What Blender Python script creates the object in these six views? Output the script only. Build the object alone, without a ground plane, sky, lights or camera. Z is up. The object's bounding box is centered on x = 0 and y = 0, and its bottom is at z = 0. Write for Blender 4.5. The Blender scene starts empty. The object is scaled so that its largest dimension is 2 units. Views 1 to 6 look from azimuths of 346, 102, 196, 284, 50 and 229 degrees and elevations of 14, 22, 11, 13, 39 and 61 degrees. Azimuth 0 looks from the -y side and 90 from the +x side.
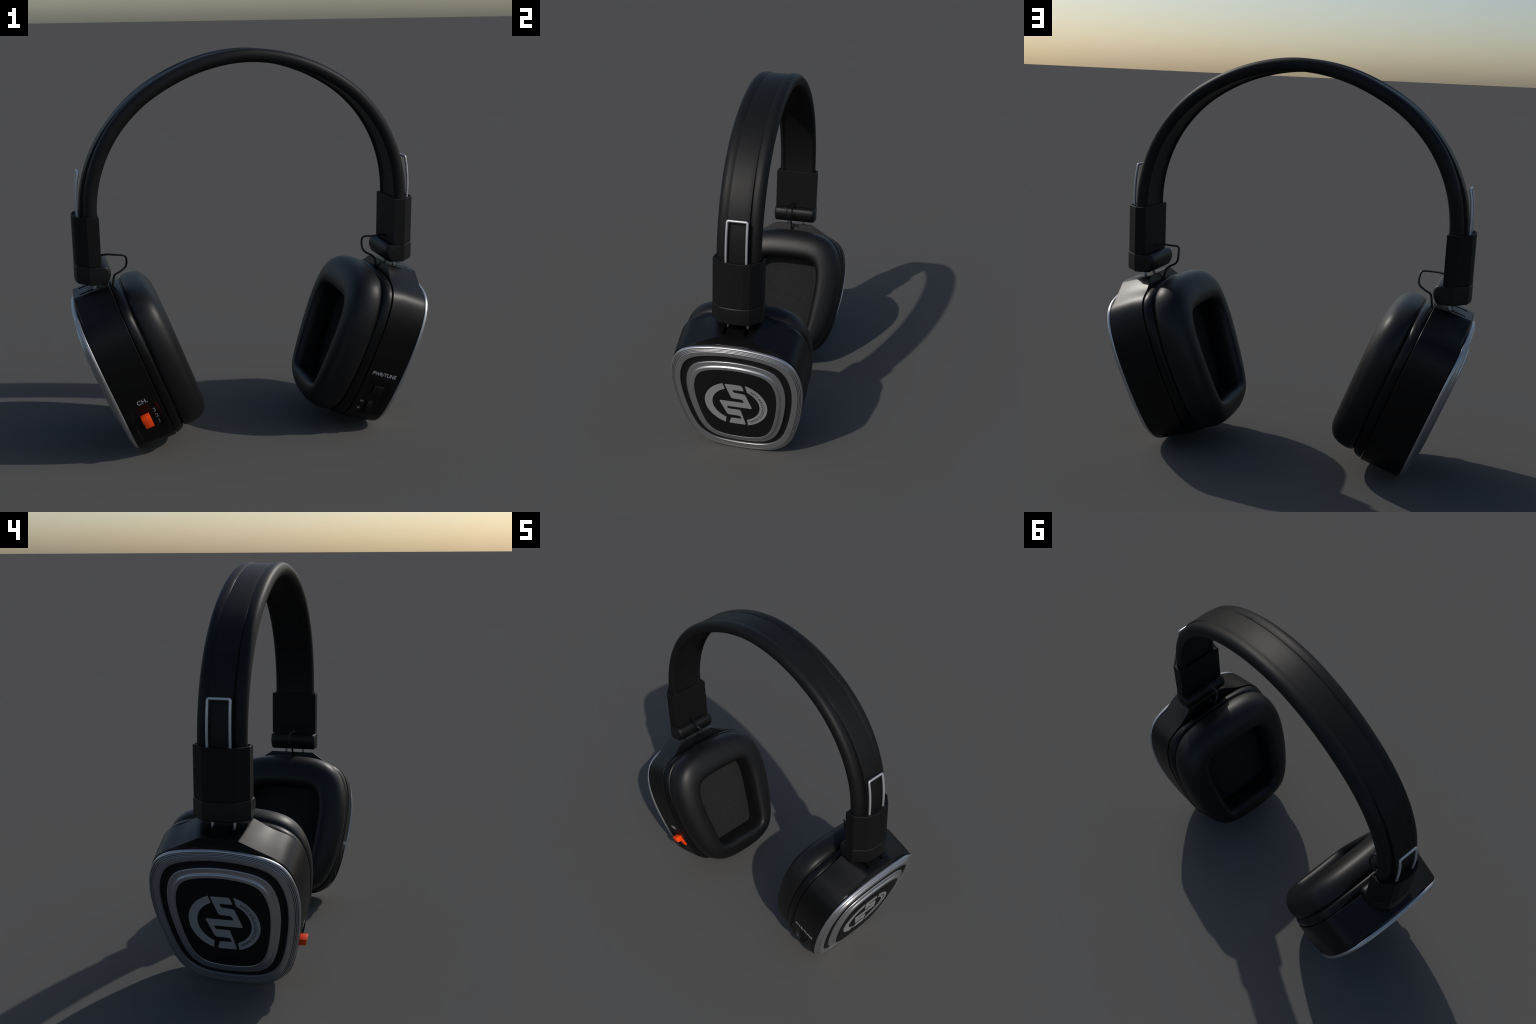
"""Black folding wireless headphones: padded headband, two telescoping sleeves with
wire bails, two tilted rounded-square ear cups with chrome trimmed, domed faces."""
import bpy, bmesh, math
from mathutils import Vector
from mathutils.bvhtree import BVHTree

# ------------------------------------------------------------------ helpers
SCN = bpy.context.scene
ROOT = bpy.data.objects.new("headphones", None)
SCN.collection.objects.link(ROOT)
ROOT["label"] = "black over-ear headphones with chrome-ringed square ear cups"
ROOT["category"] = "headphones"


def link(name, me, parent, mat, smooth=35.0):
    if isinstance(me, bmesh.types.BMesh):
        bm, me = me, bpy.data.meshes.new(name)
        bmesh.ops.recalc_face_normals(bm, faces=bm.faces)
        bm.to_mesh(me)
        bm.free()
    me.name = name
    ob = bpy.data.objects.new(name, me)
    SCN.collection.objects.link(ob)
    ob.parent = parent
    me.materials.clear()
    me.materials.append(mat)
    me.polygons.foreach_set("use_smooth", [True] * len(me.polygons))
    me.set_sharp_from_angle(angle=math.radians(smooth))
    return ob


def baked(ob):
    dg = bpy.context.evaluated_depsgraph_get()
    me = bpy.data.meshes.new_from_object(ob.evaluated_get(dg), depsgraph=dg)
    return me


def loft(rings, close_u=True, caps=(False, False)):
    """skin a list of equally long point rings"""
    bm = bmesh.new()
    vs = [[bm.verts.new(p) for p in r] for r in rings]
    n = len(rings[0])
    for a, b in zip(vs, vs[1:]):
        for i in range(n if close_u else n - 1):
            j = (i + 1) % n
            bm.faces.new((a[i], a[j], b[j], b[i]))
    if caps[0]:
        bm.faces.new(vs[0])
    if caps[1]:
        bm.faces.new(vs[-1])
    return bm


def catmull(P, n=10, closed=False):
    P = [Vector(p) for p in P]
    out, m = [], len(P)
    for i in range(m if closed else m - 1):
        g = (lambda k: P[k % m]) if closed else (lambda k: P[min(max(k, 0), m - 1)])
        a, b, c, d = g(i - 1), g(i), g(i + 1), g(i + 2)
        for s in range(n):
            t = s / n
            out.append(0.5 * (2 * b + (c - a) * t + (2 * a - 5 * b + 4 * c - d) * t * t + (3 * b - a - 3 * c + d) * t ** 3))
    if not closed:
        out.append(P[-1])
    return out


def tube(path, r, sides=12):
    path = [Vector(p) for p in path]
    rings, nrm = [], None
    for i, p in enumerate(path):
        t = (path[min(i + 1, len(path) - 1)] - path[max(i - 1, 0)]).normalized()
        if nrm is None:
            nrm = t.orthogonal().normalized()
        nrm = (nrm - t * nrm.dot(t)).normalized()
        bn = t.cross(nrm)
        rings.append([p + r * (math.cos(a) * nrm + math.sin(a) * bn) for a in (math.tau * k / sides for k in range(sides))])
    return loft(rings, caps=(True, True))


def rounded_path(P, rad, n=6):
    """polyline with its inner corners rounded"""
    P = [Vector(p) for p in P]
    out = [P[0]]
    for a, b, c in zip(P, P[1:], P[2:]):
        p, q = b + (a - b).normalized() * rad, b + (c - b).normalized() * rad
        for k in range(n + 1):
            t = k / n
            out.append(p * (1 - t) ** 2 + b * 2 * t * (1 - t) + q * t * t)
    return out + [P[-1]]


# ------------------------------------------------------------------ materials
def material(name, base, rough, metallic=0.0, grain=0.0, grain_scale=60.0, spec=0.5, coat=0.0, bump=0.0, rough_var=0.06):
    m = bpy.data.materials.new(name)
    m.use_nodes = True
    nt = m.node_tree
    bs = nt.nodes["Principled BSDF"]
    bs.inputs["Metallic"].default_value = metallic
    bs.inputs["Specular IOR Level"].default_value = spec
    bs.inputs["Coat Weight"].default_value = coat
    bs.inputs["Coat Roughness"].default_value = 0.25
    co = nt.nodes.new("ShaderNodeTexCoord")
    no = nt.nodes.new("ShaderNodeTexNoise")
    no.inputs["Scale"].default_value = grain_scale
    no.inputs["Detail"].default_value = 6.0
    nt.links.new(co.outputs["Object"], no.inputs["Vector"])
    cr = nt.nodes.new("ShaderNodeValToRGB")
    lo, hi = 1.0 - grain, 1.0 + grain
    cr.color_ramp.elements[0].position, cr.color_ramp.elements[1].position = 0.3, 0.7
    cr.color_ramp.elements[0].color = (*[c * lo for c in base], 1)
    cr.color_ramp.elements[1].color = (*[c * hi for c in base], 1)
    nt.links.new(no.outputs["Fac"], cr.inputs["Fac"])
    nt.links.new(cr.outputs["Color"], bs.inputs["Base Color"])
    mr = nt.nodes.new("ShaderNodeMapRange")
    mr.inputs["To Min"].default_value, mr.inputs["To Max"].default_value = rough - rough_var, rough + rough_var
    nt.links.new(no.outputs["Fac"], mr.inputs["Value"])
    nt.links.new(mr.outputs["Result"], bs.inputs["Roughness"])
    if bump:
        bp = nt.nodes.new("ShaderNodeBump")
        bp.inputs["Strength"].default_value = bump
        bp.inputs["Distance"].default_value = 0.002
        nt.links.new(no.outputs["Fac"], bp.inputs["Height"])
        nt.links.new(bp.outputs["Normal"], bs.inputs["Normal"])
    return m


SATIN = material("satin_black_vinyl", (0.0065, 0.0065, 0.0068), 0.51, grain=0.05, rough_var=0.012, spec=0.20)
MATT = material("matt_black_plastic", (0.0055, 0.0055, 0.0057), 0.6, grain=0.04, spec=0.18)
GLOSS = material("gloss_black_plastic", (0.0025, 0.0025, 0.0027), 0.39, grain=0.03, rough_var=0.004, spec=0.26)
LEATHER = material("black_leatherette", (0.0060, 0.0060, 0.0063), 0.45, grain=0.05, bump=0.015, grain_scale=140, rough_var=0.01, spec=0.32)
CHROME = material("brushed_silver_trim", (0.47, 0.47, 0.48), 0.36, metallic=0.85, grain=0.06, grain_scale=220, bump=0.02, rough_var=0.03)
WIRE = material("silver_steel_wire", (0.55, 0.55, 0.56), 0.4, metallic=0.6, grain=0.02)
PLATE = material("matt_black_face", (0.0065, 0.0065, 0.0068), 0.6, grain=0.04, spec=0.2)
PRINT = material("grey_silver_print", (0.27, 0.27, 0.275), 0.55, grain=0.02, spec=0.3)
WHITE = material("pale_print", (0.36, 0.36, 0.37), 0.6, spec=0.2)
FABRIC = material("charcoal_fabric", (0.018, 0.018, 0.018), 0.9, grain=0.16, grain_scale=60, spec=0.15, bump=0.1)
ORANGE = material("orange_plastic", (1.0, 0.070, 0.006), 0.5, grain=0.03, spec=0.3)
COLLAR = material("semi_matt_black_plastic", (0.0050, 0.0050, 0.0052), 0.46, grain=0.03, spec=0.3, rough_var=0.01)
CABLE = material("black_rubber_cable", (0.008, 0.008, 0.0085), 0.35)
HOLE = material("dark_hole", (0.003, 0.003, 0.003), 0.8, spec=0.1)

# ------------------------------------------------------------------ headband
# distance of the band's middle line from the point (0, 0, 1.2), every 15 degrees from the
# right sleeve over the crown to the left one (the left shoulder is bent in a little)
BAND_R = [0.797, 0.803, 0.8033, 0.7952, 0.7809, 0.7721, 0.7699, 0.7667, 0.7699, 0.7844, 0.796, 0.8003, 0.7976]
BAND_Z0, BAND_STEPS = 1.2, 150


def band_centre():
    """list of (x, z, outward x, outward z)"""
    K = [2 * BAND_R[0] - BAND_R[1]] + BAND_R + [2 * BAND_R[-1] - BAND_R[-2]]
    pts = [(BAND_R[0], 1.10), (BAND_R[0], 1.15)]
    for q in range(BAND_STEPS + 1):
        f = 12 * q / BAND_STEPS
        i = min(int(f), 11)
        t = f - i
        a, b, c, d = K[i:i + 4]
        r = 0.5 * (2 * b + (c - a) * t + (2 * a - 5 * b + 4 * c - d) * t * t + (3 * b - a - 3 * c + d) * t ** 3)
        w = math.pi * q / BAND_STEPS
        pts.append((r * math.cos(w), BAND_Z0 + r * math.sin(w)))
    pts += [(-BAND_R[-1], 1.15), (-BAND_R[-1], 1.10)]
    out = []
    for i, p in enumerate(pts):
        a, b = pts[max(i - 1, 0)], pts[min(i + 1, len(pts) - 1)]
        l = math.dist(a, b)
        out.append((p[0], p[1], (b[1] - a[1]) / l, -(b[0] - a[0]) / l))
    return out


def ramp(x, table):
    for (x0, y0), (x1, y1) in zip(table, table[1:]):
        if x <= x1:
            return y0 + (y1 - y0) * max(0.0, (x - x0) / (x1 - x0))
    return table[-1][1]


# the middle strip stands proud of the padded edges near the sleeves and sinks between them on top
STRIP = [(1.20, 0.0165), (1.35, 0.0145), (1.45, 0.0118), (1.6, 0.0058), (1.72, 0.0005), (1.82, -0.003), (1.9, -0.0046), (1.97, -0.0058)]
# half cross-section of a padded edge: distance from the middle (y) and height above the inner side
BAND_SECTION = [(0.0, 0.0075), (0.045, 0.0075), (0.072, 0.0072), (0.080, 0.0062), (0.0845, 0.0040), (0.0875, 0.0002), (0.0905, -0.0024), (0.0945, -0.0034), (0.0990, -0.0028), (0.1045, 0.0000), (0.1090, 0.0052), (0.1125, 0.0130),
                (0.1147, 0.0215), (0.1152, 0.0300), (0.1140, 0.0390), (0.1105, 0.0468), (0.1050, 0.0535), (0.0980, 0.0582), (0.0895, 0.0610), (0.0810, 0.0620), (0.0725, 0.0618), (0.0650, 0.0608), (0.0575, 0.0592)]


def build_headband():
    rings = []
    for x, z, ox, oz in band_centre():
        h = 0.062 + ramp(z, STRIP)
        half = BAND_SECTION + [(0.0558, h - 0.0003), (0.0545, h), (0.030, h + 0.0004), (0.0, h + 0.0005)]
        sec = half + [(-y, q) for y, q in half[-2:0:-1]]
        rings.append([Vector((x + ox * (q - 0.031), y, z + oz * (q - 0.031))) for y, q in sec])
    return link("headband", loft(rings, caps=(True, True)), ROOT, SATIN, 38)


# ------------------------------------------------------------------ sleeves
# plan of the sleeve: flat inside, two side walls, two chamfers, flat outside
PLAN = [(0.758, -0.131), (0.816, -0.131), (0.873, -0.0755), (0.8825, -0.044), (0.8855, 0.0), (0.8825, 0.044), (0.873, 0.0755), (0.816, 0.131), (0.758, 0.131)]


def inset_plan(d):
    cx = 0.812
    return [(cx + (x - cx) * (1 - d / (0.054 if x < cx else 0.068)), y * (1 - d / 0.131)) for x, y in PLAN]


def build_sleeve(s):
    def ring(p, z):
        return [(s * x, y, z) for x, y in p]
    bev = 0.0022
    rings = [ring(PLAN, 0.9825), ring(PLAN, 1.2235 - bev), ring(inset_plan(bev), 1.2235), ring(inset_plan(0.0075), 1.2235), ring(inset_plan(0.009), 1.217)]
    sleeve = link("slider_sleeve", loft(rings, caps=(True, True)), ROOT, MATT, 8)

    # hinge collar: side profile (x, z) with the hinge barrel on the inner side, cut to the sleeve's plan
    arc = catmull([(0.752, 0.9805, 0), (0.738, 0.9805, 0), (0.7225, 0.9725, 0), (0.714, 0.953, 0), (0.7135, 0.935, 0), (0.7195, 0.9125, 0), (0.732, 0.8925, 0), (0.745, 0.8875, 0)], 4)
    inner = [(p[0], p[1]) for p in arc]
    bm = bmesh.new()

    def slab(y, grow, zlow=0.0):
        """profile at one y; the outer boundary follows the chamfered plan"""
        ay = abs(y)
        xo = 0.002 + ramp(ay, [(0, 0.8855), (0.044, 0.8825), (0.0765, 0.8735), (0.1335, 0.8135)])
        n, top, low = 5, 0.9795, 0.889 + zlow
        P = [(x + grow * (0.75 - x) * 0, z) for x, z in inner]
        P = [(x + grow, z + (grow * 0.6 if z < 0.93 else -grow * 0.35)) for x, z in P]
        P += [(0.78, low), (0.816, low), (xo - 0.006, low + 0.001), (xo - 0.0015, low + 0.006)]
        P += [(xo, low + 0.02), (xo, top - 0.012), (xo - 0.0005, top - 0.003), (xo - 0.003, top), (0.79, top)]
        return [(s * x, y, z) for x, z in P]
    # the barrel's ends are rounded over
    R = 0.017
    ys = [(-0.1338 + R * (1 - math.sin(a)), R * (1 - math.cos(a))) for a in (math.pi / 2 * k / 9 for k in range(9, -1, -1))]
    ys += [(-0.0765, 0.0), (-0.044, 0.0), (0.0, 0.0)]
    ys += [(-y, g) for y, g in ys[-2::-1]]
    bm.free()
    bm = loft([slab(y, g) for y, g in ys], caps=(True, True))
    link("hinge_collar", bm, sleeve, COLLAR, 24)

    # wire bail standing out of the sleeve, its feet coming out as hinge pins
    for_bail = [(0.855, -0.0525, 1.19), (0.8560, -0.0525, 1.24), (0.8562, -0.0525, 1.30), (0.8512, -0.052, 1.37), (0.8412, -0.0515, 1.433)]
    leg = catmull(for_bail, 5)
    path = [(s * p.x, p.y, p.z) for p in leg]
    path = rounded_path(path[:-4] + [path[-1]] + [(x, -y, z) for x, y, z in [path[-1]]] + [(x, -y, z) for x, y, z in path[:-4][::-1]], 0.009, 5)
    clean = [path[0]]
    for p in path[1:]:
        if (Vector(p) - Vector(clean[-1])).length > 0.0012:
            clean.append(p)
    link("wire_bail", tube(clean, 0.0064, 12), sleeve, WIRE, 60)
    for y in (-0.052, 0.052):
        link("hinge_pin", tube([(s * 0.790, y, 0.90), (s * 0.790, y, 0.86), (s * 0.792, y, 0.832)], 0.0075, 12), sleeve, WIRE, 40)

    # signal cable looping from the sleeve to the cup
    if s > 0:
        P = [(0.765, -0.006, 1.002), (0.750, -0.010, 1.010), (0.72, -0.020, 1.0155), (0.68, -0.024, 1.012), (0.645, -0.020, 1.0125), (0.629, -0.008, 1.004),
             (0.6265, 0.002, 0.978), (0.631, 0.0, 0.944), (0.647, -0.003, 0.921), (0.675, -0.005, 0.906), (0.695, -0.005, 0.889), (0.704, -0.005, 0.868), (0.709, -0.005, 0.835)]
    else:
        P = [(-0.765, -0.004, 1.000), (-0.750, -0.008, 1.009), (-0.72, -0.020, 1.014), (-0.682, -0.034, 1.0125), (-0.653, -0.0415, 1.0105), (-0.637, -0.041, 1.0075),
             (-0.629, -0.032, 0.993), (-0.626, -0.018, 0.965), (-0.634, -0.014, 0.940), (-0.660, -0.014, 0.920), (-0.685, -0.014, 0.906), (-0.694, -0.012, 0.886), (-0.700, -0.010, 0.835)]
    link("signal_cable", tube(catmull(P, 7), 0.0054, 10), sleeve, CABLE, 60)
    return sleeve


# ------------------------------------------------------------------ ear cups
# tilt and place of the right (1) and left (-1) cup
CUPS = {1: (math.radians(19.68), 0.7818), -1: (math.radians(20.39), 0.7757)}
CUP_Z = 0.4


def W(s, y, b, d):
    """cup coordinates: y front to back, b up along the face, d out through the face"""
    t, x0 = CUPS[s]
    return Vector((s * (x0 + math.sin(t) * b + math.cos(t) * d), y, CUP_Z + math.cos(t) * b - math.sin(t) * d))


# half outline of the cup as B-spline control points (y, b), top to bottom
HALF = [(0, 0.3973), (0.1829, 0.3777), (0.3085, 0.3315), (0.3580, 0.192), (0.3603, 0.044), (0.3341, -0.1388), (0.2868, -0.3178), (0.2124, -0.3927), (0.14, -0.4188), (0, -0.4285)]
SHELL = [(0, 0.3973), (0.1829, 0.3777), (0.318, 0.342), (0.3620, 0.203), (0.3610, 0.044), (0.3360, -0.1388), (0.2990, -0.3320), (0.2230, -0.4060), (0.14, -0.4205), (0, -0.4285)]
CUSHION = [(0, 0.390), (0.172, 0.384), (0.294, 0.338), (0.354, 0.208), (0.362, 0.05), (0.336, -0.155), (0.284, -0.314), (0.222, -0.380), (0.135, -0.418), (0, -0.423)]
OPENING = [(0, 0.2035), (0.102, 0.2035), (0.188, 0.192), (0.206, 0.092), (0.201, 0), (0.185, -0.130), (0.172, -0.258), (0.145, -0.283), (0.067, -0.282), (0, -0.281)]


def bspline_closed(P, n):
    out = []
    for i in range(len(P)):
        p = [P[(i + k - 1) % len(P)] for k in range(4)]
        for q in range(n):
            t = q / n
            w = ((1 - t) ** 3 / 6, (3 * t ** 3 - 6 * t * t + 4) / 6, (-3 * t ** 3 + 3 * t * t + 3 * t + 1) / 6, t ** 3 / 6)
            out.append((sum(a * v[0] for a, v in zip(w, p)), sum(a * v[1] for a, v in zip(w, p))))
    return out


def outline(half, n=12):
    return bspline_closed(half + [(-y, b) for y, b in half[-2:0:-1]], n)


OUT, OUT_SHELL, OUT_CUSHION, OUT_OPENING = outline(HALF), outline(SHELL), outline(CUSHION), outline(OPENING)
B_TOP, B_LOW = max(b for _, b in OUT), min(b for _, b in OUT)


def scaled(k):
    """face outline shrunk to k of its size"""
    kb = 1 - (1 - k) * 0.90
    sh = ramp(1 - k, [(0, 0), (0.155, 0.0040), (0.258, -0.0005), (0.378, 0.0008), (1.0, 0.0)])
    return [(y * k, b * kb + sh) for y, b in OUT]


def half_width(b):
    """half width of the cup outline at height b"""
    best = 0
    for p, q in zip(OUT_SHELL, OUT_SHELL[1:] + OUT_SHELL[:1]):
        if (p[1] - b) * (q[1] - b) <= 0 and abs(p[1] - q[1]) > 1e-9:
            best = max(best, p[0] + (q[0] - p[0]) * (b - p[1]) / (q[1] - p[1]))
    return best


def body_outline(y_corner, b_corner, k=1.0, dip=0.0):
    """cup outline with the raised hinge block on top; the same point count at every depth"""
    right = [(y * k, b * k) for y, b in OUT_SHELL if y > 1e-6]
    right.sort(key=lambda p: math.atan2(p[0], p[1]))
    # the slanting shoulder runs from the block's corner to where it just touches the outline
    touch = max((p for p in right if p[0] > y_corner), key=lambda p: math.atan2(p[1] - b_corner, p[0] - y_corner))
    keep = [p for p in right if p[1] <= touch[1]]
    # resample the kept part evenly
    L = [0.0]
    for p, q in zip(keep, keep[1:]):
        L.append(L[-1] + math.dist(p, q))
    side, n, j = [], 56, 0
    for i in range(n + 1):
        w = L[-1] * i / n
        while j < len(L) - 2 and L[j + 1] < w:
            j += 1
        f = (w - L[j]) / (L[j + 1] - L[j])
        side.append((keep[j][0] + (keep[j + 1][0] - keep[j][0]) * f, keep[j][1] + (keep[j + 1][1] - keep[j][1]) * f))
    top = [(y_corner * i / 6, b_corner) for i in range(7)]
    slant = []
    for i in range(1, 12):
        t = i / 12
        slant.append((y_corner + (side[0][0] - y_corner) * t, b_corner + (side[0][1] - b_corner) * t - dip * math.sin(math.pi * t) ** 2))
    half = top + slant + side + [(0.0, B_LOW * k)]
    return half + [(-y, b) for y, b in half[-2:0:-1]]


# recess for the controls: chord of the cup side between two heights, sunk a little
POCKET_B = (-0.122, -0.335)
POCKET_D = (-0.200, -0.040)
SINK = 0.007


def pocket_floor(b):
    b0, b1 = POCKET_B
    y0, y1 = half_width(b0) - SINK, half_width(b1) - SINK
    return y0 + (y1 - y0) * (b - b0) / (b1 - b0)


def box_mesh(name, corners8, bevel=0.0, seg=3):
    bm = bmesh.new()
    v = [bm.verts.new(c) for c in corners8]
    for f in ((0, 1, 2, 3), (7, 6, 5, 4), (0, 4, 5, 1), (1, 5, 6, 2), (2, 6, 7, 3), (3, 7, 4, 0)):
        bm.faces.new([v[i] for i in f])
    bmesh.ops.recalc_face_normals(bm, faces=bm.faces)
    if bevel:
        bmesh.ops.bevel(bm, geom=bm.edges[:], offset=bevel, segments=seg, affect="EDGES", profile=0.5)
    return bm


def side_box(s, b0, b1, d0, d1, low, high, bevel=0.0, seg=3):
    """box standing on the front (-y) side of a cup; low/high are (y at b0, y at b1)"""
    c = []
    for (ya, yb) in (low, high):
        c += [W(s, -ya, b0, d0), W(s, -ya, b0, d1), W(s, -yb, b1, d1), W(s, -yb, b1, d0)]
    return box_mesh("", c, bevel, seg)


def text_mesh(txt, size, spacing=1.0, weight=0.0):
    cu = bpy.data.curves.new("lettering", "FONT")
    cu.body, cu.size, cu.align_x, cu.align_y = txt, size, "CENTER", "CENTER"
    cu.space_character = spacing
    cu.resolution_u, cu.offset = 4, weight * size
    ob = bpy.data.objects.new("lettering", cu)
    SCN.collection.objects.link(ob)
    bpy.context.view_layer.update()
    me = baked(ob)
    bpy.data.objects.remove(ob)
    bpy.data.curves.remove(cu)
    bm = bmesh.new()
    bm.from_mesh(me)
    bpy.data.meshes.remove(me)
    return bm


def solid(bm, thick):
    """give flat lettering (in xy) a small thickness along z"""
    bmesh.ops.remove_doubles(bm, verts=bm.verts, dist=1e-6)
    r = bmesh.ops.extrude_face_region(bm, geom=bm.faces[:])
    for v in r["geom"]:
        if isinstance(v, bmesh.types.BMVert):
            v.co.z += thick
    return bm


def side_text(s, txt, size, d, b, parent, mat, bold=1.0, shear=0.0):
    """letters on the front side of a cup; text runs along the cup's depth"""
    bm = solid(text_mesh(txt, size, weight=0.006), 0.0012)
    tree = BVHTree.FromPolygons([v.co for v in parent.data.vertices], [tuple(p.vertices) for p in parent.data.polygons])
    if not bm.verts:
        bm.free()
        return
    for v in bm.verts:
        u, w, t = v.co
        u *= bold
        bb = b + w
        dd = d + s * u + shear * w
        p = W(s, -1.0, bb, dd)
        hit = tree.ray_cast(p, Vector((0, 1, 0)))[0]
        y = (hit.y if hit else -half_width(bb)) - 0.0004 - t
        v.co = W(s, y, bb, dd)
    return link("lettering", bm, parent, mat, 20)


def flat_polygon(s, pts, d, thick, corner=0.0):
    """solid plate from a closed polygon (u, v) on the cup face"""
    if corner:
        n, out = len(pts), []
        for i in range(n):
            a, b, c = Vector(pts[i - 1]), Vector(pts[i]), Vector(pts[(i + 1) % n])
            r = min(corner, (a - b).length * 0.4, (c - b).length * 0.4)
            p, q = b + (a - b).normalized() * r, b + (c - b).normalized() * r
            out += [tuple(p * (1 - t) ** 2 + b * 2 * t * (1 - t) + q * t * t) for t in (0, 0.25, 0.5, 0.75, 1)]
        pts = out
    bm = bmesh.new()
    f = bm.faces.new([bm.verts.new((p[0], p[1], 0)) for p in pts])
    f.normal_update()
    bmesh.ops.triangulate(bm, faces=[f], quad_method="BEAUTY", ngon_method="EAR_CLIP")
    solid(bm, thick)
    for v in bm.verts:
        u, w, t = v.co
        v.co = W(s, s * u, w, d + t)
    return bm


def join(parts):
    bm = bmesh.new()
    for p in parts:
        me = bpy.data.meshes.new("t")
        p.to_mesh(me)
        p.free()
        bm.from_mesh(me)
        bpy.data.meshes.remove(me)
    return bm


FACE_D = 0.0288
LOGO_B = -0.0075


def build_emblem(s, cup):
    # double angular S as one ribbon-like polygon, offsets from the emblem's centre
    zig = [(-0.052, 0.158), (0.041, 0.158), (0.052, 0.118), (-0.012, 0.118), (-0.006, 0.096), (0.056, 0.090), (0.088, -0.019), (-0.052, -0.019),
           (-0.047, -0.041), (0.022, -0.041), (0.045, -0.160), (-0.049, -0.160), (-0.035, -0.116), (0.025, -0.116), (0.018, -0.090), (-0.052, -0.088),
           (-0.091, 0.021), (0.046, 0.021), (0.039, 0.048), (-0.021, 0.050)]
    th, d = 0.0012, FACE_D + 0.0006
    parts = [flat_polygon(s, [(u, v + LOGO_B) for u, v in zig], d, th, 0.010)]

    def arc(a0, a1, cut0, cut1):
        ro, ri, n = 0.1715, 0.1295, 40
        o = [(ro * math.cos(a0 + (a1 - a0) * k / n), ro * math.sin(a0 + (a1 - a0) * k / n)) for k in range(n + 1)]
        i0, i1 = a0 + cut0, a1 + cut1
        i = [(ri * math.cos(i0 + (i1 - i0) * k / n), ri * math.sin(i0 + (i1 - i0) * k / n)) for k in range(n + 1)]
        return flat_polygon(s, [(u, v + LOGO_B) for u, v in o + i[::-1]], d, th)
    r = math.radians
    parts.append(arc(r(111), r(246.5), r(2.6), r(-4.5)))        # left half of the circle
    parts.append(arc(r(-71), r(69.5), r(5.5), r(-11)))   # right half, carrying the lettering
    link("emblem", join(parts), cup, PRINT, 20)
    # lettering round the right arc, reading upwards
    txt = "WWW.SILENTSYSTEM.COM"
    wid = {"W": 1.38, "M": 1.3, "I": 0.55, ".": 0.5, "O": 1.12, "C": 1.0, "N": 1.15, "E": 0.9, "L": 0.85, "T": 0.88, "S": 0.85, "Y": 0.92}
    tot = sum(wid.get(c, 1.0) for c in txt)
    a0, a1, acc, parts = r(-63), r(54), 0.0, []
    for c in txt:
        w = wid.get(c, 1.0)
        a = a0 + (a1 - a0) * (acc + w / 2) / tot
        acc += w
        bm = solid(text_mesh(c, 0.0205), 0.0007)
        for v in bm.verts:
            x, y, t = v.co
            y += 0.0
            rad = 0.1495 - y
            u = rad * math.cos(a) - x * math.sin(a)
            w2 = rad * math.sin(a) + x * math.cos(a)
            v.co = W(s, s * u, w2 + LOGO_B, d + th + 0.0001 + t)
        parts.append(bm)
    link("lettering", join(parts), cup, PLATE, 20)


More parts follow.
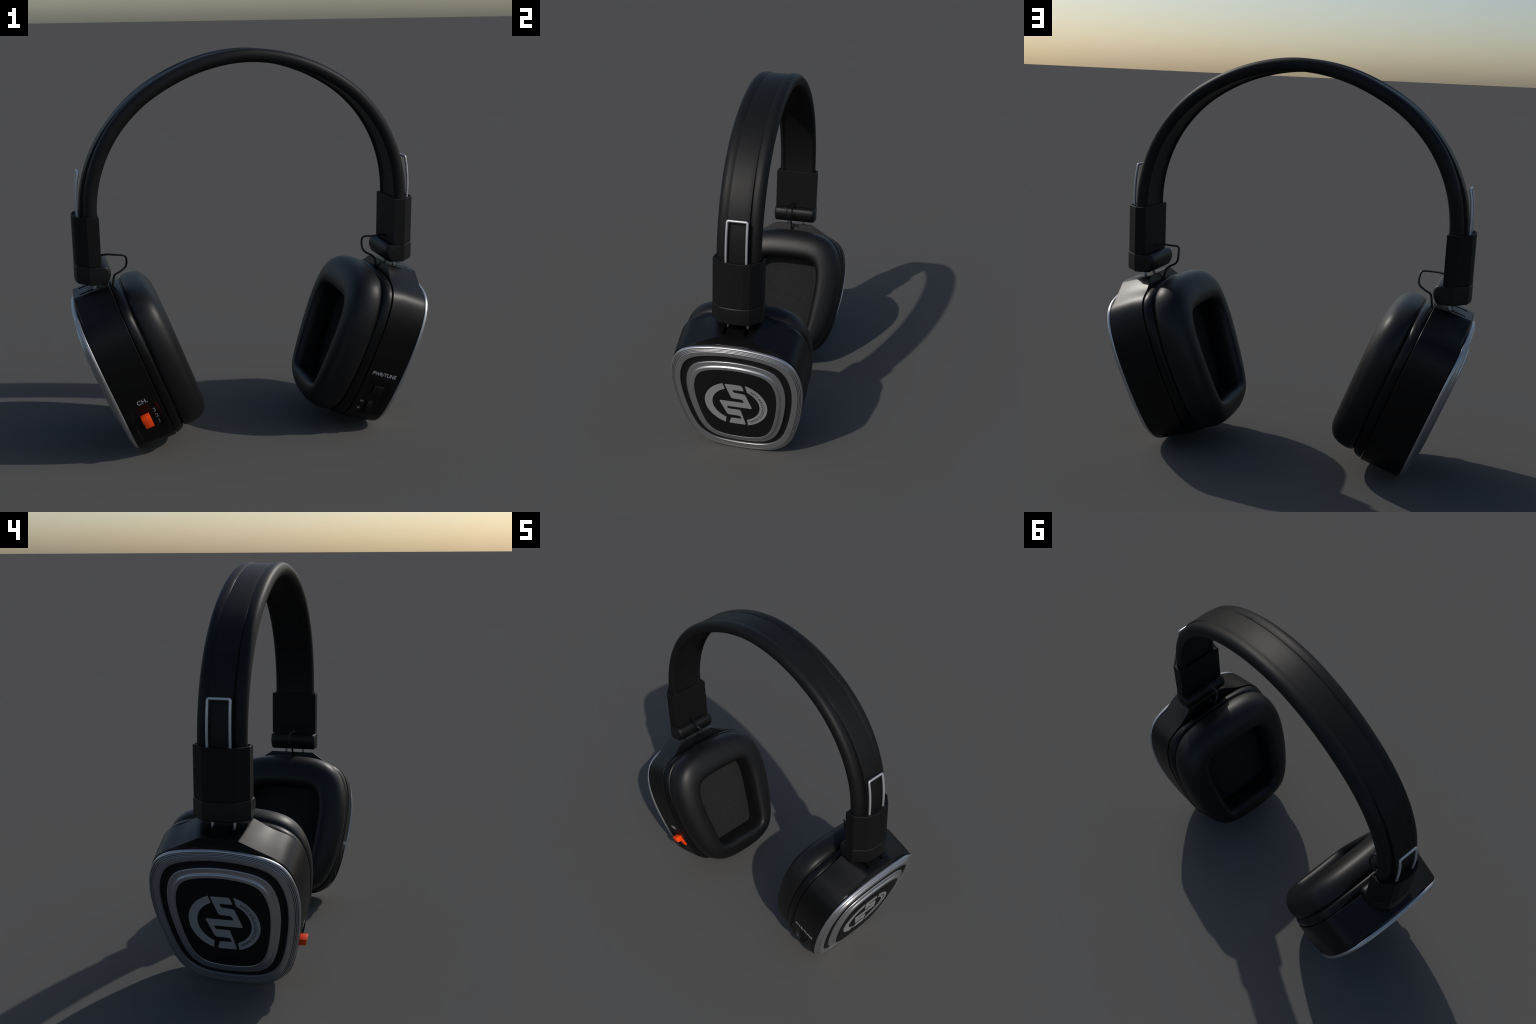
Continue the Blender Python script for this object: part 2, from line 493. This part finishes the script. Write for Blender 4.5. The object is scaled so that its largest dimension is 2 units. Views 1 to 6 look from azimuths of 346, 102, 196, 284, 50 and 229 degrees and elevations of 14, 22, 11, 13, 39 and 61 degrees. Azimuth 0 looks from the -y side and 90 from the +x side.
def build_cup(s):
    # ---- body: prism with the hinge block, slightly drawn in at both ends
    spec = [(-0.0180, 0.085, 0.3925, 0.952, 0.0), (-0.0195, 0.085, 0.3935, 0.961, 0.0), (-0.0215, 0.0855, 0.3985, 0.974, 0.0), (-0.0228, 0.0855, 0.403, 0.980, 0.0), (-0.0310, 0.0866, 0.4338, 0.982, 0.0),
            (-0.08, 0.0965, 0.4322, 0.989, 0.001), (-0.15, 0.112, 0.4295, 0.996, 0.004), (-0.2110, 0.1245, 0.4262, 1.0, 0.008), (-0.2130, 0.1240, 0.4248, 0.995, 0.008)]
    rings = [[W(s, y, b, d) for y, b in body_outline(yc, bc, k, dip)] for d, yc, bc, k, dip in spec]
    bm = loft(rings, caps=(True, True))
    body = link("ear_cup", bm, ROOT, GLOSS, 30)
    cutters = []
    # slots that take the hinge pins
    for y in (-0.055, 0.055):
        c = []
        for b in (0.405, 0.45):
            c += [W(s, y - 0.009, b, -0.158), W(s, y + 0.009, b, -0.158), W(s, y + 0.009, b, -0.062), W(s, y - 0.009, b, -0.062)]
        cutters.append(box_mesh("", c))
    # control recess on the front side
    b0, b1 = POCKET_B
    y0, y1 = pocket_floor(b0), pocket_floor(b1)
    cutters.append(side_box(s, b0, -0.46, POCKET_D[0], POCKET_D[1], (y0, pocket_floor(-0.46)), (y0 + 0.14, pocket_floor(-0.46) + 0.14), 0.026, 8))
    for cbm in cutters:
        cut = link("cutter", cbm, None, HOLE)
        md = body.modifiers.new("cut", "BOOLEAN")
        md.operation, md.solver, md.object = "DIFFERENCE", "EXACT", cut
        me = baked(body)
        body.modifiers.clear()
        old = body.data
        body.data = me
        bpy.data.meshes.remove(old)
        bpy.data.objects.remove(cut)
    me = body.data
    me.name = "ear_cup"
    me.materials.clear()
    me.materials.append(GLOSS)
    me.polygons.foreach_set("use_smooth", [True] * len(me.polygons))
    me.set_sharp_from_angle(angle=math.radians(30))
    # the border of the bevelled front stays crisp where it runs out into the sides
    tilt, x0 = CUPS[s]
    depth = [(s * v.co.x - x0) * math.cos(tilt) - (v.co.z - CUP_Z) * math.sin(tilt) for v in me.vertices]
    for e in me.edges:
        if all(abs(depth[i] + 0.0310) < 2e-4 for i in e.vertices):
            e.use_edge_sharp = True

    def band(name, prof, mat, angle=35, caps=(False, False)):
        rr = [[W(s, y, b, d) for y, b in scaled(k)] for k, d in prof]
        return link(name, loft(rr, caps=caps), body, mat, angle)

    # ---- face: ridged silver rim, black channel, stepped silver ring, black plate
    rim = [(0.955, -0.0188), (0.984, -0.0186), (0.993, -0.0176), (0.9985, -0.0150), (1.0, -0.0100), (0.9985, -0.0050), (0.9945, -0.0024), (0.9885, -0.0006), (0.9815, 0.0003), (0.9790, 0.0003)]
    k, d = 0.9790, 0.0003
    for i in range(3):      # narrow deep grooves between rounded steps
        rim += [(k - 0.0004, d - 0.0014), (k - 0.0006, -0.0125), (k - 0.0062, -0.0125), (k - 0.0064, d - 0.0004), (k - 0.0074, d + 0.0012), (k - 0.0095, d + 0.0023), (k - 0.0130, d + 0.0028), (k - 0.0185, d + 0.0028)]
        k, d = k - 0.0200, d + 0.0027
    rim += [(k - 0.001, d - 0.0004), (k - 0.02, d + 0.0004), (0.872, 0.0093), (0.851, 0.0098), (0.8465, 0.0093), (0.844, 0.0076), (0.842, 0.001)]
    band("silver_rim", rim, CHROME, 32)
    band("face_channel", [(0.862, 0.0020), (0.838, 0.0032), (0.81, 0.0034), (0.785, 0.0042), (0.765, 0.0060), (0.752, 0.0090), (0.745, 0.0105), (0.735, 0.011), (0.70, 0.011)], PLATE)
    band("inner_ring", [(0.7505, 0.006), (0.7500, 0.0118), (0.7488, 0.0138), (0.7462, 0.0147), (0.740, 0.0153), (0.708, 0.0172), (0.681, 0.0188), (0.678, 0.0195),
                        (0.6745, 0.0222), (0.671, 0.0248), (0.667, 0.0263), (0.661, 0.0271), (0.638, 0.0286), (0.6245, 0.0294), (0.6205, 0.0280)], CHROME, 40)
    band("face_plate", [(0.634, 0.022), (0.6245, FACE_D - 0.0004), (0.618, FACE_D), (0.40, FACE_D + 0.0004), (0.2, FACE_D + 0.0004), (0.02, FACE_D + 0.0004)], PLATE, 35, (False, True))
    build_emblem(s, body)

    # ---- inner side: trim bead, leatherette cushion, fabric over the speaker
    # (share of the way from shell outline to cushion outline, extra growth, depth)
    bead = [(0, -0.12, -0.2128), (0, -0.10, -0.2150), (0, -0.024, -0.2162), (0, -0.012, -0.2182), (0.1, -0.006, -0.224), (0.3, -0.004, -0.236), (0.5, -0.006, -0.248), (0.7, -0.014, -0.2575),
            (0.8, -0.026, -0.2625), (0.9, -0.036, -0.2635), (1, -0.036, -0.2655), (1, -0.034, -0.2675), (1, -0.046, -0.2695), (1, -0.10, -0.271), (1, -0.4, -0.271)]

    def bead_ring(f, g, dd):
        return [W(s, (y0 + (y1 - y0) * f) * (1 + g), (b0 + (b1 - b0) * f) * (1 + g), dd) for (y0, b0), (y1, b1) in zip(OUT_SHELL, OUT_CUSHION)]
    link("trim_bead", loft([bead_ring(*q) for q in bead]), body, GLOSS, 35)

    # cushion section: (share of the way from the outside to the opening, depth)
    sec = catmull([(0.16, -0.264, 0), (0.07, -0.2685, 0), (0.018, -0.281, 0), (0.0, -0.302, 0), (0.016, -0.331, 0), (0.075, -0.3600, 0), (0.18, -0.3820, 0), (0.34, -0.3985, 0),
                   (0.52, -0.4085, 0), (0.68, -0.4125, 0), (0.81, -0.4105, 0), (0.91, -0.400, 0), (0.975, -0.378, 0), (1.0, -0.342, 0), (1.0, -0.305, 0), (1.0, -0.268, 0)], 3)
    rings = [[W(s, y0 + (y1 - y0) * p.x, b0 + (b1 - b0) * p.x, p.y) for (y0, b0), (y1, b1) in zip(OUT_CUSHION, OUT_OPENING)] for p in sec]
    link("ear_cushion", loft(rings), body, LEATHER, 60)
    fab = [[W(s, y * k, (b + 0.03) * k - 0.03, dd) for y, b in OUT_OPENING] for k, dd in ((1.04, -0.273), (0.97, -0.2755), (0.9, -0.2765), (0.6, -0.2775), (0.3, -0.278), (0.02, -0.278))]
    link("speaker_fabric", loft(fab, caps=(False, True)), body, FABRIC, 35)

    # ---- controls on the front side
    if s < 0:
        fl = pocket_floor
        up = side_box(s, -0.184, -0.221, -0.136, -0.092, (fl(-0.184) - 0.004, fl(-0.221) - 0.004), (0.3535, 0.3455), 0.0015, 2)
        low = side_box(s, -0.2195, -0.270, -0.1355, -0.0925, (fl(-0.2195) - 0.004, fl(-0.270) - 0.004), (fl(-0.2195) + 0.010, fl(-0.270) + 0.007), 0.0012, 2)
        link("channel_switch", join([up, low]), body, ORANGE, 30)
        side_text(s, "CH.", 0.033, -0.130, -0.110, body, WHITE)
        for c, b in (("3", -0.184), ("2", -0.220), ("1", -0.255)):
            side_text(s, c, 0.032, -0.168, b, body, WHITE)
    else:
        fl = pocket_floor
        btn = side_box(s, -0.170, -0.222, -0.142, -0.087, (fl(-0.170) - 0.004, fl(-0.222) - 0.004), (fl(-0.170) + 0.009, fl(-0.222) + 0.009), 0.0022, 3)
        link("power_button", btn, body, MATT, 30)
        # volume thumb wheel, its axle along the cup's depth
        cb, r = -0.284, 0.078
        cy = fl(cb) + 0.010 - r
        prof = [(-0.134, r - 0.003), (-0.1325, r), (-0.1085, r), (-0.107, r - 0.003)]
        rr = [[W(s, -(cy + q * math.cos(a)), cb + q * math.sin(a), dd) for a in (math.tau * k / 48 for k in range(48))] for dd, q in prof]
        link("volume_wheel", loft(rr, caps=(True, True)), body, MATT, 30)
        side_text(s, "PWR/TUNE", 0.0285, -0.118, -0.101, body, WHITE, 0.97)
        side_text(s, "V+", 0.019, -0.165, -0.276, body, WHITE)
        side_text(s, "V-", 0.019, -0.166, -0.318, body, WHITE)
    return body


build_headband()
for side in (1, -1):
    build_sleeve(side)
    build_cup(side)
